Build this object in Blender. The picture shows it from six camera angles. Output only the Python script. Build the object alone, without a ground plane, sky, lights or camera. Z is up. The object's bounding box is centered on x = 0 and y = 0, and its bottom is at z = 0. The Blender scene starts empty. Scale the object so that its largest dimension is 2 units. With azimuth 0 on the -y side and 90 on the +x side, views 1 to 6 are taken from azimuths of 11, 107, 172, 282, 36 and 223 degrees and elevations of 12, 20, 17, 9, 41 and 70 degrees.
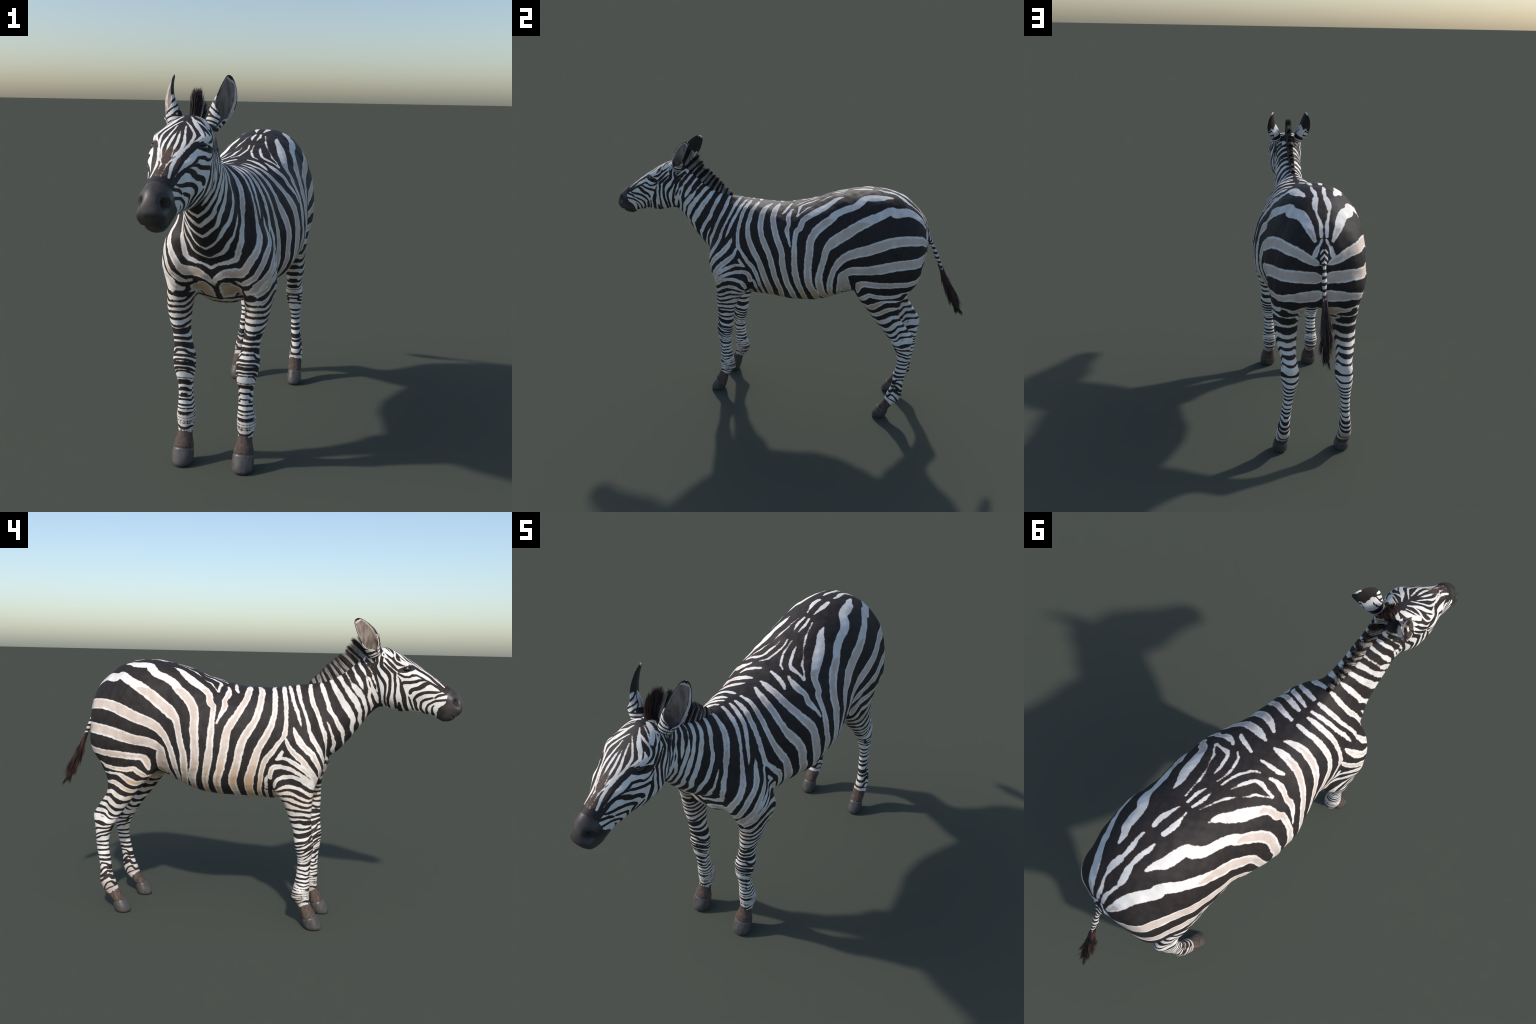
import bpy, bmesh, math, random
import numpy as np
from mathutils import Vector, kdtree
from mathutils.bvhtree import BVHTree

rng = np.random.default_rng(7)
VOXEL = 0.0036

# ------------------------------------------------------------------ helpers
def pchip(t, v, q):
    """Monotone cubic interpolation of the rows v(t) at q."""
    t = np.asarray(t, float); v = np.asarray(v, float)
    h = np.diff(t)[:, None]; d = np.diff(v, axis=0) / h
    m = np.zeros_like(v); m[0], m[-1] = d[0], d[-1]
    a, b = d[:-1], d[1:]
    w1, w2 = 2 * h[1:] + h[:-1], h[1:] + 2 * h[:-1]
    ok = a * b > 0
    with np.errstate(divide='ignore', invalid='ignore'):
        hm = (w1 + w2) / (w1 / a + w2 / b)
    m[1:-1] = np.where(ok, hm, 0)
    i = np.clip(np.searchsorted(t, q, 'right') - 1, 0, len(t) - 2)
    hh = h[i]; s = (np.asarray(q)[:, None] - t[i][:, None]) / hh
    return ((1 + 2 * s) * (1 - s) ** 2 * v[i] + s * (1 - s) ** 2 * hh * m[i]
            + s * s * (3 - 2 * s) * v[i + 1] + s * s * (s - 1) * hh * m[i + 1])


def sgnpow(a, p):
    return np.sign(a) * np.abs(a) ** p


def loft(rings):
    """Closed tube through rings (each n x 3) with flat caps."""
    rings = np.asarray(rings); k, n = rings.shape[:2]
    verts = rings.reshape(-1, 3)
    i = np.arange(k - 1)[:, None] * n; j = np.arange(n)[None, :]; j2 = (j + 1) % n
    quads = np.stack([i + j, i + j2, i + n + j2, i + n + j], -1).reshape(-1, 4).tolist()
    return verts, quads + [list(range(n))[::-1], list(range((k - 1) * n, k * n))]


TH = np.linspace(0, 2 * np.pi, 64, endpoint=False)

def spine_tube(keys, steps):
    """keys: top y, top z, bottom y, bottom z, half width, height of the widest place (0..1), exponent."""
    K = np.array(keys, float)
    mid = (K[:, 0:2] + K[:, 2:4]) / 2
    t = np.r_[0, np.cumsum(np.linalg.norm(np.diff(mid, axis=0), axis=1) + 0.004)]
    S = pchip(t, K, np.linspace(0, t[-1], steps))
    rings = []
    for ty, tz, by, bz, hw, c, e in S:
        T, B = np.array([ty, tz]), np.array([by, bz]); C = B + (T - B) * c
        s = sgnpow(np.sin(TH), 2 / e); x = hw * sgnpow(np.cos(TH), 2 / e)
        yz = C + np.where(s[:, None] > 0, s[:, None] * (T - C), -s[:, None] * (B - C))
        rings.append(np.column_stack([x, yz]))
    return loft(rings)


def leg_tube(keys, side, steps, forward=0):
    """keys: z, centre x, centre y, half width x, half width y, exponent; horizontal slices."""
    K = np.array(keys, float)
    o = np.argsort(K[:, 0]); K = K[o]; K[:, 2] -= forward * np.clip((.8 - K[:, 0]) / .25, 0, 1)
    z = np.linspace(K[0, 0], K[-1, 0], steps)
    S = pchip(K[:, 0], K[:, 1:], z)
    rings = []
    for zz, (cx, cy, hx, hy, e) in zip(z, S):
        rings.append(np.column_stack([side * cx + hx * sgnpow(np.cos(TH), 2 / e),
                                      cy + hy * sgnpow(np.sin(TH), 2 / e), np.full(64, zz)]))
    return loft(rings)


def path_tube(path, radii, steps):
    P = np.array(path, float); t = np.r_[0, np.cumsum(np.linalg.norm(np.diff(P, axis=0), axis=1))]
    q = np.linspace(0, t[-1], steps)
    C = pchip(t, P, q); R = pchip(t, np.array(radii, float)[:, None], q)[:, 0]
    D = np.gradient(C, axis=0); D /= np.linalg.norm(D, axis=1)[:, None]
    rings = []
    for c, d, r in zip(C, D, R):
        u = np.cross(d, [1, 0, 0]); u /= np.linalg.norm(u); v = np.cross(d, u)
        rings.append(c + r * (np.cos(TH)[:, None] * v + np.sin(TH)[:, None] * u))
    return loft(rings)

# ------------------------------------------------------------------ body profile
TORSO = [  # top y,z   bottom y,z   half width, widest at, exponent
    (.778, 1.040, .778, .940, .040, .50, 2.0),
    (.768, 1.082, .768, .870, .102, .48, 2.0),
    (.743, 1.132, .748, .795, .156, .46, 2.1),
    (.698, 1.178, .703, .755, .188, .42, 2.0),
    (.645, 1.217, .645, .745, .202, .39, 2.0),
    (.580, 1.243, .580, .740, .218, .38, 2.1),
    (.480, 1.254, .480, .720, .224, .40, 2.2),
    (.400, 1.246, .400, .690, .224, .43, 2.15),
    (.300, 1.222, .300, .648, .236, .43, 2.15),
    (.200, 1.184, .200, .614, .249, .44, 2.12),
    (.100, 1.154, .100, .606, .245, .46, 2.2),
    (.000, 1.136, .000, .599, .217, .53, 2.1),
    (-.100, 1.134, -.100, .602, .185, .54, 2.25),
    (-.200, 1.143, -.200, .605, .180, .46, 2.15),
    (-.300, 1.146, -.290, .658, .168, .40, 1.85),
    (-.350, 1.100, -.345, .704, .145, .40, 1.9),
    (-.385, 1.030, -.385, .722, .110, .42, 2.0),
    (-.405, .950, -.402, .770, .050, .45, 2.0),
]
NECK = [
    (-.150, 1.130, -.320, .780, .125, .38, 1.9),
    (-.220, 1.148, -.410, .820, .122, .33, 1.9),
    (-.330, 1.162, -.482, .889, .086, .34, 1.9),
    (-.405, 1.184, -.533, .950, .076, .38, 2.0),
    (-.474, 1.222, -.574, 1.012, .074, .45, 2.1),
    (-.530, 1.269, -.617, 1.052, .070, .47, 2.1),
    (-.585, 1.318, -.660, 1.087, .068, .5, 2.1),
    (-.630, 1.320, -.690, 1.110, .060, .5, 2.1),
]
HEAD = [
    (-.565, 1.300, -.575, 1.130, .045, .55, 2.0),
    (-.600, 1.326, -.605, 1.078, .070, .60, 2.1),
    (-.640, 1.334, -.645, 1.060, .085, .62, 2.2),
    (-.694, 1.315, -.700, 1.046, .093, .66, 2.3),
    (-.746, 1.287, -.745, 1.041, .094, .70, 2.3),
    (-.800, 1.252, -.785, 1.043, .078, .66, 2.3),
    (-.850, 1.217, -.825, 1.037, .065, .58, 2.3),
    (-.896, 1.185, -.860, 1.029, .053, .54, 2.1),
    (-.937, 1.159, -.892, 1.017, .049, .55, 2.0),
    (-.967, 1.139, -.922, 1.007, .048, .55, 2.0),
    (-.990, 1.112, -.950, 1.009, .045, .55, 2.0),
    (-1.001, 1.084, -.976, 1.026, .041, .50, 2.1),
    (-1.004, 1.068, -.990, 1.042, .020, .50, 2.0),
]
FORELEG = [  # z, x, y, half x, half y, exponent
    (1.02, .080, -.245, .030, .050, 2.0),
    (.96, .092, -.262, .058, .085, 2.0),
    (.87, .110, -.288, .089, .108, 2.0),
    (.78, .124, -.283, .087, .107, 2.0),
    (.72, .136, -.268, .067, .104, 2.1),
    (.68, .146, -.262, .057, .096, 2.1),
    (.65, .151, -.269, .053, .086, 2.1),
    (.622, .152, -.279, .049, .073, 2.1),
    (.582, .150, -.289, .044, .063, 2.1),
    (.543, .145, -.294, .037, .055, 2.1),
    (.503, .138, -.303, .033, .0485, 2.1),
    (.463, .131, -.309, .034, .0445, 2.2),
    (.424, .126, -.314, .041, .043, 2.3),
    (.384, .124, -.317, .042, .0405, 2.3),
    (.350, .121, -.320, .037, .035, 2.2),
    (.310, .120, -.318, .0285, .0315, 2.1),
    (.264, .120, -.315, .0275, .0315, 2.1),
    (.224, .120, -.312, .031, .0355, 2.1),
    (.180, .120, -.307, .036, .040, 2.1),
    (.148, .120, -.306, .034, .041, 2.1),
    (.122, .120, -.319, .0275, .032, 2.1),
    (.100, .120, -.333, .030, .030, 2.1),
    (.078, .120, -.344, .0365, .033, 2.1),
    (.053, .120, -.352, .0415, .037, 2.1),
    (.028, .120, -.362, .0425, .041, 2.1),
    (.012, .121, -.368, .0420, .0415, 2.15),
    (.000, .121, -.372, .0365, .0365, 2.1),
]
HINDLEG = [
    (1.12, .070, .590, .050, .090, 2.0),
    (1.05, .092, .590, .085, .130, 2.0),
    (.95, .108, .590, .102, .163, 2.0),
    (.86, .113, .592, .104, .172, 2.1),
    (.80, .116, .584, .095, .167, 2.1),
    (.75, .116, .562, .083, .154, 2.1),
    (.70, .126, .560, .070, .122, 2.1),
    (.66, .132, .570, .058, .100, 2.1),
    (.62, .133, .586, .052, .083, 2.1),
    (.58, .133, .609, .047, .076, 2.1),
    (.54, .131, .640, .040, .074, 2.1),
    (.50, .124, .666, .035, .070, 2.1),
    (.464, .122, .681, .037, .060, 2.2),
    (.428, .122, .691, .039, .047, 2.2),
    (.39, .123, .698, .035, .037, 2.2),
    (.35, .127, .701, .026, .0315, 2.1),
    (.31, .130, .697, .022, .0305, 2.1),
    (.265, .133, .688, .022, .030, 2.1),
    (.22, .138, .680, .023, .0295, 2.1),
    (.18, .141, .674, .0265, .0335, 2.1),
    (.149, .143, .665, .0295, .0385, 2.1),
    (.117, .143, .654, .0315, .0385, 2.1),
    (.088, .144, .632, .0315, .034, 2.1),
    (.056, .146, .606, .0315, .033, 2.2),
    (.028, .146, .595, .0355, .039, 2.1),
    (.012, .146, .589, .035, .039, 2.15),
    (.000, .146, .586, .030, .034, 2.1),
]
TAIL = [(0, .735, 1.05), (0, .770, 1.020), (0, .796, .990), (0, .809, .960), (0, .829, .915), (0, .852, .866), (0, .866, .83)]
TAIL_R = [.030, .026, .0165, .0125, .0110, .0095, .008]


def mid_x(P):
    """Sideways sway of the animal's middle plane along its length; the feet stand a little apart from it."""
    P = np.atleast_2d(P); y, z = P[:, 1], P[:, 2]
    trunk = np.interp(y, [-1.0, -.75, -.6, -.45, -.3, .1, .6, .72, .80, .86, 1.0], [-.035, -.025, -.020, -.017, -.014, -.005, .005, .008, .014, .019, .026])
    w = np.clip((.74 - z) / .26, 0, 1); w = w * w * (3 - 2 * w) * (y < .78)
    return trunk * (1 - w) + w * np.interp(y, [0, .3], [-.016, .008])

# ------------------------------------------------------------------ one skin
def build_skin():
    bm_v, bm_f, off = [], [], 0
    parts = [spine_tube(TORSO, 90), spine_tube(NECK, 50), spine_tube(HEAD, 60), path_tube(TAIL, TAIL_R, 40)]
    for s in (1, -1):
        parts += [leg_tube(FORELEG, s, 130, .004 * s), leg_tube(HINDLEG, s, 140, .0045 * s - .001)]
    for v, f in parts:
        bm_v.append(v); bm_f += [[i + off for i in q] for q in f]; off += len(v)
    me = bpy.data.meshes.new("skin_parts"); me.from_pydata(np.vstack(bm_v).tolist(), [], bm_f)
    bm = bmesh.new(); bm.from_mesh(me); bmesh.ops.recalc_face_normals(bm, faces=bm.faces); bm.to_mesh(me); bm.free()
    ob = bpy.data.objects.new("skin_parts", me); bpy.context.scene.collection.objects.link(ob)
    m = ob.modifiers.new("r", 'REMESH'); m.mode = 'VOXEL'; m.voxel_size = VOXEL; m.adaptivity = 0
    ev = ob.evaluated_get(bpy.context.evaluated_depsgraph_get()).to_mesh()
    V = np.empty(len(ev.vertices) * 3); ev.vertices.foreach_get("co", V); V = V.reshape(-1, 3)
    tot = np.empty(len(ev.polygons), int); ev.polygons.foreach_get("loop_total", tot)
    L = np.empty(len(ev.loops), int); ev.loops.foreach_get("vertex_index", L)
    assert (tot == 4).all()
    Q = L.reshape(-1, 4)
    bpy.data.objects.remove(ob); bpy.data.meshes.remove(me)
    return V, Q


def quad_edges(Q):
    e = np.sort(np.vstack([Q[:, [0, 1]], Q[:, [1, 2]], Q[:, [2, 3]], Q[:, [3, 0]]]), axis=1)
    return np.unique(e[:, 0] * (10 ** 7) + e[:, 1])


class Smoother:
    def __init__(self, n, Q):
        k = quad_edges(Q); self.a, self.b, self.n = k // 10 ** 7, k % 10 ** 7, n
        self.deg = np.maximum(np.bincount(self.a, minlength=n) + np.bincount(self.b, minlength=n), 1)
    def mean(self, X):
        return np.column_stack([np.bincount(self.a, X[self.b, c], self.n) + np.bincount(self.b, X[self.a, c], self.n)
                                for c in range(X.shape[1])]) / self.deg[:, None]
    def taubin(self, V, it, w=1.0):
        for _ in range(it):
            V = V + .5 * w * (self.mean(V) - V); V = V - .52 * w * (self.mean(V) - V)
        return V
    def laplace(self, V, it, w):
        for _ in range(it):
            V = V + .7 * w * (self.mean(V) - V)
        return V


def normals(V, Q):
    n = np.cross(V[Q[:, 2]] - V[Q[:, 0]], V[Q[:, 3]] - V[Q[:, 1]])
    N = np.column_stack([sum(np.bincount(Q[:, k], n[:, c], len(V)) for k in range(4)) for c in range(3)])
    return N / np.maximum(np.linalg.norm(N, axis=1), 1e-12)[:, None]


def gauss(V, c, r):
    """Soft spot round c (mirrored in x), r one radius or three."""
    d = (np.column_stack([np.abs(V[:, 0]), V[:, 1], V[:, 2]]) - np.array(c)) / np.array(r)
    return np.exp(-(d * d).sum(1))

V, Q = build_skin()
SM = Smoother(len(V), Q)
V = SM.taubin(V, 6)
# blend the places where limbs, neck and head grow out of each other
joint = np.zeros(len(V))
for c, r in [((.16, -.30, .80), (.14, .2, .24)), ((.06, -.37, .70), (.12, .12, .12)), ((.13, .56, .88), (.16, .26, .30)), ((.05, .40, .72), (.16, .12, .12)),
             ((.0, -.34, 1.05), (.2, .16, .2)), ((.0, -.60, 1.2), (.12, .06, .2)), ((0, .77, 1.0), (.08, .05, .1)), ((0, .66, .72), (.14, .12, .10))]:
    joint = np.maximum(joint, np.minimum(1, 1.5 * gauss(V, c, r)))
V = SM.laplace(V, 80, joint[:, None])
V = SM.taubin(V, 4)


# ------------------------------------------------------------------ relief of head, legs, feet
def push(c, r, amount):
    """Raise (or sink) the skin softly round c, on both sides."""
    global V
    V = V + NRM * (amount * gauss(V, c, r))[:, None]

NRM = normals(V, Q)
for c, r, a in [
    ((.088, -.722, 1.268), (.020, .040, .014), .007),    # brow
    ((.085, -.742, 1.236), (.020, .020, .013), -.012),   # eye socket
    ((.080, -.740, 1.212), (.020, .034, .008), .004),    # lower lid
    ((.066, -.815, 1.195), (.02, .060, .012), .005),     # cheek ridge
    ((.068, -.690, 1.120), (.03, .055, .055), .010),     # jowl
    ((.060, -.800, 1.090), (.02, .045, .030), -.006),    # hollow before the jowl
    ((.045, -.962, 1.102), (.022, .026, .026), .005),    # nostril rim
    ((.040, -.976, 1.096), (.015, .014, .017), -.024),   # nostril
    ((.0, -.985, 1.050), (.028, .02, .018), .004),       # upper lip
    ((.0, -.925, 1.010), (.03, .030, .012), .004),       # chin
    ((.180, -.195, .695), (.05, .050, .06), .016),       # elbow
    ((.200, -.300, .800), (.06, .06, .10), .006),        # shoulder point
    ((.170, -.395, .800), (.05, .05, .07), .008),
    ((.000, -.400, .720), (.04, .05, .07), -.010),       # hollow between the breast muscles
    ((.190, .460, .740), (.05, .035, .09), .010),        # stifle
    ((.225, .395, .800), (.05, .030, .10), -.010),       # flank fold
    ((.126, .735, .478), (.02, .02, .028), .008),        # point of hock
    ((.126, -.355, .405), (.022, .02, .024), .004),      # knee cap
    ((.165, -.318, .418), (.015, .022, .018), .004), ((.087, -.318, .418), (.015, .022, .018), .004),
    ((.126, -.275, .435), (.02, .014, .022), .004),
    ((.150, -.312, .275), (.012, .007, .065), -.0035), ((.090, -.312, .275), (.012, .007, .065), -.0035),   # tendon grooves
    ((.160, -.307, .175), (.012, .020, .016), .003), ((.120, -.262, .160), (.02, .014, .016), .004),        # fetlock
    ((.160, .697, .290), (.012, .007, .065), -.003), ((.114, .697, .290), (.012, .007, .065), -.003),
    ((.158, .670, .535), (.022, .011, .055), -.006), ((.108, .670, .535), (.022, .011, .055), -.006),       # before the hamstring tendon
    ((.165, .682, .450), (.014, .022, .022), .004), ((.090, .682, .450), (.014, .022, .022), .004),
    ((.146, .712, .140), (.02, .014, .018), .004),
    ((.200, -.270, .760), (.05, .045, .06), .005), ((.150, -.330, .960), (.06, .030, .10), .004),
    ((.160, -.250, 1.000), (.06, .020, .10), -.004),     # edges of the shoulder blade
    ((.225, .560, .900), (.06, .10, .09), .004), ((.200, .660, .830), (.06, .030, .12), -.004),
    ((.215, .350, 1.060), (.08, .060, .060), -.006),     # hollow of the flank
    ((.150, .735, .900), (.06, .04, .07), .008),         # pin bone
    ((.175, .450, 1.120), (.05, .040, .030), .005),      # hip
    ((.100, -.440, .950), (.03, .030, .09), .004), ((.060, -.480, .930), (.02, .020, .09), -.004),
]:
    push(c, r, a)
# gentle unevenness of flesh under the coat
def wave_noise(X, size, seed, n=18):
    """Smooth pseudo random field: a sum of plane waves in random directions."""
    g = np.random.default_rng(seed); out = np.zeros(len(X))
    for _ in range(n):
        k = g.normal(size=3); k *= 2 * np.pi / size * g.uniform(.6, 1.5) / np.linalg.norm(k)
        out += np.cos(X @ k + g.uniform(0, 6.28))
    return out / math.sqrt(n / 2)
flesh = np.clip((V[:, 2] - .45) / .3, .25, 1) * np.where(V[:, 1] < -.6, .35, 1)
V = V + NRM * (flesh * (.0011 * wave_noise(V, .11, 31) + .0005 * wave_noise(V, .045, 32)))[:, None]
# mouth slit
MOUTH = [(.046, -.898, 1.042), (.048, -.915, 1.036), (.047, -.935, 1.034), (.040, -.955, 1.026), (.022, -.972, 1.026), (.0, -.978, 1.027)]
d = np.full(len(V), 9.)
for p, q in zip(MOUTH[:-1], MOUTH[1:]):
    p, q = np.array(p), np.array(q); w = np.column_stack([np.abs(V[:, 0]), V[:, 1:]]) - p
    t = np.clip(w @ (q - p) / ((q - p) @ (q - p)), 0, 1)
    d = np.minimum(d, np.linalg.norm(w - t[:, None] * (q - p), axis=1))
V = V - NRM * (.0075 * np.exp(-(d / .0050) ** 2))[:, None]
# coronet step: the horn stands a little inside the hairy pastern
FORE_CORONET = (-.356, .0595, .30)   # y, z, slope towards the toe (z rises forward)
HIND_CORONET = (.600, .060, .30)
def coronet(V, k):
    return V[:, 2] - (k[1] - k[2] * (V[:, 1] - k[0]))
for k, sel in ((FORE_CORONET, V[:, 1] < 0), (HIND_CORONET, V[:, 1] > 0)):
    h = coronet(V, k); low = sel & (V[:, 2] < .12)
    V[low] -= NRM[low] * (.0030 * np.exp(-(h[low] / .0035) ** 2))[:, None]
V = SM.taubin(V, 1)
V[:, 2] -= V[:, 2].min() * np.clip(1 - V[:, 2] / .1, 0, 1)
NRM = normals(V, Q)

# ------------------------------------------------------------------ stripes
# Each stripe is a brush stroke over the skin: (|x|, y, z, half width) in millimetres, the same on
# both flanks; a band is a stroke seen from the side, (y, z, half width), that runs round the whole leg.
STROKES = []
def white(name, *p): STROKES.append((-1, 3, p))
def black(name, *p): STROKES.append((1, 3, p))
def white_band(name, *p): STROKES.append((-1, 2, p))
def black_band(name, *p): STROKES.append((1, 2, p))
def fill(f): STROKES.append((-1, 0, f))

HEAD_LINE = ([.9, 1.06, 1.10, 1.135, 1.185, 1.252, 1.291, 1.40], [-.645, -.645, -.642, -.638, -.622, -.600, -.606, -.610])
white("flank_fork", (91, 74, 1132, 6), (111, 64, 1119, 10), (140, 62, 1100, 15), (175, 72, 1071, 12), (188, 67, 1051, 15), (213, 81, 1012, 10), (229, 97, 973, 5))
white("flank", (84, 343, 1217, 3), (93, 309, 1203, 14), (113, 274, 1180, 20), (129, 234, 1154, 23), (145, 191, 1130, 20), (166, 148, 1097, 17),
      (191, 137, 1062, 17), (201, 120, 1044, 15), (228, 118, 989, 14), (240, 120, 933, 17), (244, 123, 875, 17), (242, 130, 817, 20), (230, 142, 756, 19),
      (194, 157, 696, 16), (130, 162, 643, 14), (0, 162, 631, 14))
white("rib", (24, -16, 1134, 7), (65, -24, 1124, 16), (113, -26, 1099, 17), (188, 4, 1019, 18), (214, 30, 974, 20), (228, 49, 929, 19), (235, 55, 872, 21),
      (235, 66, 813, 21), (225, 80, 753, 21), (201, 98, 701, 19), (125, 101, 634, 16), (0, 101, 622, 16))
white("rib", (27, -61, 1134, 6), (60, -79, 1126, 13), (104, -91, 1100, 16), (143, -91, 1059, 17), (177, -74, 987, 17), (194, -52, 947, 20),
      (206, -26, 901, 20), (211, -10, 849, 21), (207, 1, 795, 20), (198, 18, 740, 22), (176, 28, 695, 20), (124, 21, 642, 17), (0, 21, 630, 17))
white("rib", (17, -137, 1135, 8), (54, -140, 1130, 10), (94, -151, 1109, 12), (132, -159, 1067, 13), (151, -162, 1034, 13), (170, -155, 984, 15),
      (180, -138, 938, 17), (185, -113, 891, 18), (185, -91, 850, 18), (184, -76, 802, 21), (179, -62, 754, 23), (161, -47, 703, 23), (128, -44, 655, 20),
      (0, -44, 643, 20))
white("shoulder_seam", (22, -181, 1140, 7), (67, -190, 1124, 12), (107, -203, 1091, 12), (140, -212, 1037, 11), (161, -217, 980, 11), (173, -214, 929, 13),
      (176, -205, 912, 10), (180, -183, 882, 11), (182, -155, 841, 13), (176, -125, 804, 14), (170, -110, 761, 13), (153, -100, 711, 12),
      (113, -90, 650, 11), (0, -90, 638, 11))
white("elbow", (164, -135, 732, 6), (155, -129, 713, 9), (137, -125, 680, 9), (112, -123, 648, 8), (0, -123, 636, 8))
white("back_blob", (25, 51, 1143, 6), (59, 42, 1135, 9), (87, 34, 1124, 10), (107, 23, 1109, 6))
white("back_curl", (140, 110, 1113, 7), (117, 112, 1128, 6), (86, 111, 1142, 10), (67, 122, 1151, 7), (55, 150, 1163, 7), (46, 176, 1170, 6), (41, 205, 1182, 3))
white("back_curl", (142, 112, 1112, 5), (120, 138, 1134, 4), (102, 156, 1148, 6), (92, 180, 1157, 3), (73, 208, 1172, 2), (60, 239, 1193, 5),
      (49, 268, 1205, 4), (43, 299, 1218, 3), (34, 334, 1228, 3))
white("back_curl", (55, 86, 1147, 4), (35, 102, 1153, 6), (22, 130, 1161, 6), (12, 162, 1171, 5), (9, 192, 1180, 4), (10, 221, 1193, 3))
white("croup_dash", (11, 268, 1210, 3), (15, 301, 1222, 7), (12, 346, 1232, 5))
white("croup_dash", (15, 375, 1241, 3), (21, 407, 1246, 7), (25, 441, 1252, 11), (22, 476, 1251, 9))
white("croup_line", (26, 517, 1250, 4), (27, 539, 1248, 8), (21, 577, 1242, 10), (20, 609, 1232, 8), (24, 636, 1220, 14), (30, 660, 1205, 14),
      (28, 690, 1180, 6), (20, 715, 1159, 6), (12, 740, 1131, 9), (12, 760, 1093, 8))
white("rump", (66, 593, 1227, 6), (75, 564, 1230, 14), (90, 536, 1227, 20), (97, 500, 1227, 23), (104, 464, 1225, 21), (127, 439, 1205, 23),
      (141, 411, 1185, 20), (148, 369, 1171, 20), (161, 322, 1145, 21), (176, 295, 1118, 22), (194, 252, 1086, 24), (212, 216, 1042, 23),
      (230, 201, 997, 22), (245, 200, 941, 22), (249, 195, 884, 21), (246, 195, 826, 22), (231, 202, 765, 22), (196, 221, 711, 21), (157, 224, 668, 17),
      (0, 224, 656, 17))
white("rump", (38, 765, 1075, 8), (54, 751, 1109, 16), (72, 716, 1143, 22), (94, 674, 1165, 24), (129, 615, 1167, 26), (127, 607, 1175, 23),
      (166, 541, 1151, 22), (190, 482, 1125, 26), (199, 429, 1092, 27), (202, 378, 1053, 28), (219, 323, 1015, 28), (228, 293, 982, 20),
      (238, 277, 925, 17), (241, 264, 868, 17), (237, 252, 810, 20), (217, 255, 754, 21), (175, 262, 699, 19), (0, 262, 687, 19))
white("rump", (26, 781, 983, 12), (37, 779, 988, 16), (69, 773, 1003, 20), (115, 761, 1027, 23), (159, 718, 1037, 26), (170, 694, 1039, 26),
      (194, 626, 1032, 27), (215, 561, 1012, 28), (221, 496, 985, 27), (224, 432, 964, 25), (223, 383, 937, 22), (226, 351, 904, 20), (228, 326, 858, 16),
      (220, 310, 805, 17), (201, 303, 755, 17), (156, 299, 700, 13), (0, 299, 688, 13))
white("rump", (23, 775, 915, 23), (40, 773, 917, 29), (87, 768, 920, 29), (139, 760, 924, 27), (189, 713, 921, 27), (213, 626, 908, 27),
      (221, 559, 891, 28), (220, 497, 875, 27), (216, 442, 869, 25), (209, 400, 855, 23), (205, 371, 823, 20), (195, 355, 781, 16), (169, 348, 735, 16),
      (131, 339, 700, 14), (0, 339, 688, 14))
white("tail_root", (10, 767, 1081, 5), (18, 771, 1061, 6), (30, 774, 1040, 11), (38, 777, 1017, 12))
fill(lambda V: np.maximum.reduce([V[:, 2] - .705, .345 - V[:, 1], V[:, 1] - .48, np.abs(V[:, 0]) - .15]))   # pale groin
white("flank_fold", (211, 388, 857, 14), (208, 372, 829, 26), (193, 373, 796, 31), (173, 376, 763, 32), (138, 381, 728, 27))
white("thigh", (19, 760, 835, 24), (36, 758, 830, 30), (83, 756, 824, 29), (126, 754, 825, 21), (198, 659, 806, 17), (210, 603, 803, 18),
      (207, 540, 797, 18), (196, 481, 793, 17), (191, 457, 781, 21), (183, 448, 756, 17), (176, 444, 737, 10))
white("thigh", (120, -275, 374, 19), (86, 699, 745, 16), (131, 708, 745, 12))
white("thigh", (101, -287, 339, 9), (99, 673, 707, 7), (128, 686, 711, 5))
white_band("thigh", (681, 752, 6), (663, 740, 10), (616, 732, 11), (558, 728, 12), (516, 733, 13), (490, 717, 14), (470, 704, 13), (460, 699, 7))
white_band("thigh", (666, 706, 4), (642, 706, 7), (606, 706, 7), (580, 698, 11), (555, 682, 15), (532, 668, 18), (507, 660, 13), (490, 665, 10))
white_band("thigh", (658, 660, 7), (627, 661, 12), (597, 651, 13), (574, 635, 13), (551, 624, 12), (530, 618, 10), (515, 624, 6))
white_band("gaskin", (673, 609, 9), (637, 613, 11), (610, 596, 14), (588, 584, 14), (566, 578, 12), (545, 585, 9))
white_band("gaskin", (690, 575, 9), (658, 576, 12), (636, 555, 14), (618, 540, 12), (597, 535, 12), (575, 544, 9))
white_band("gaskin", (710, 547, 8), (675, 546, 10), (659, 527, 10), (643, 510, 10), (624, 499, 10), (605, 505, 6))
white_band("hock", (734, 512, 9), (696, 514, 11), (675, 507, 8), (665, 490, 6), (650, 479, 6), (633, 475, 5), (620, 475, 4))
white_band("hock", (749, 487, 6), (714, 489, 6), (691, 486, 5), (675, 475, 5), (663, 464, 5), (647, 460, 6), (632, 463, 5))
white_band("hock", (748, 468, 8), (719, 462, 7), (698, 459, 5), (684, 448, 6), (668, 445, 4), (657, 444, 2))
fill(lambda V: np.where(V[:, 1] > .3, V[:, 2] - .478 - .30 * (V[:, 1] - .69), .05))   # white below the hock
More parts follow.
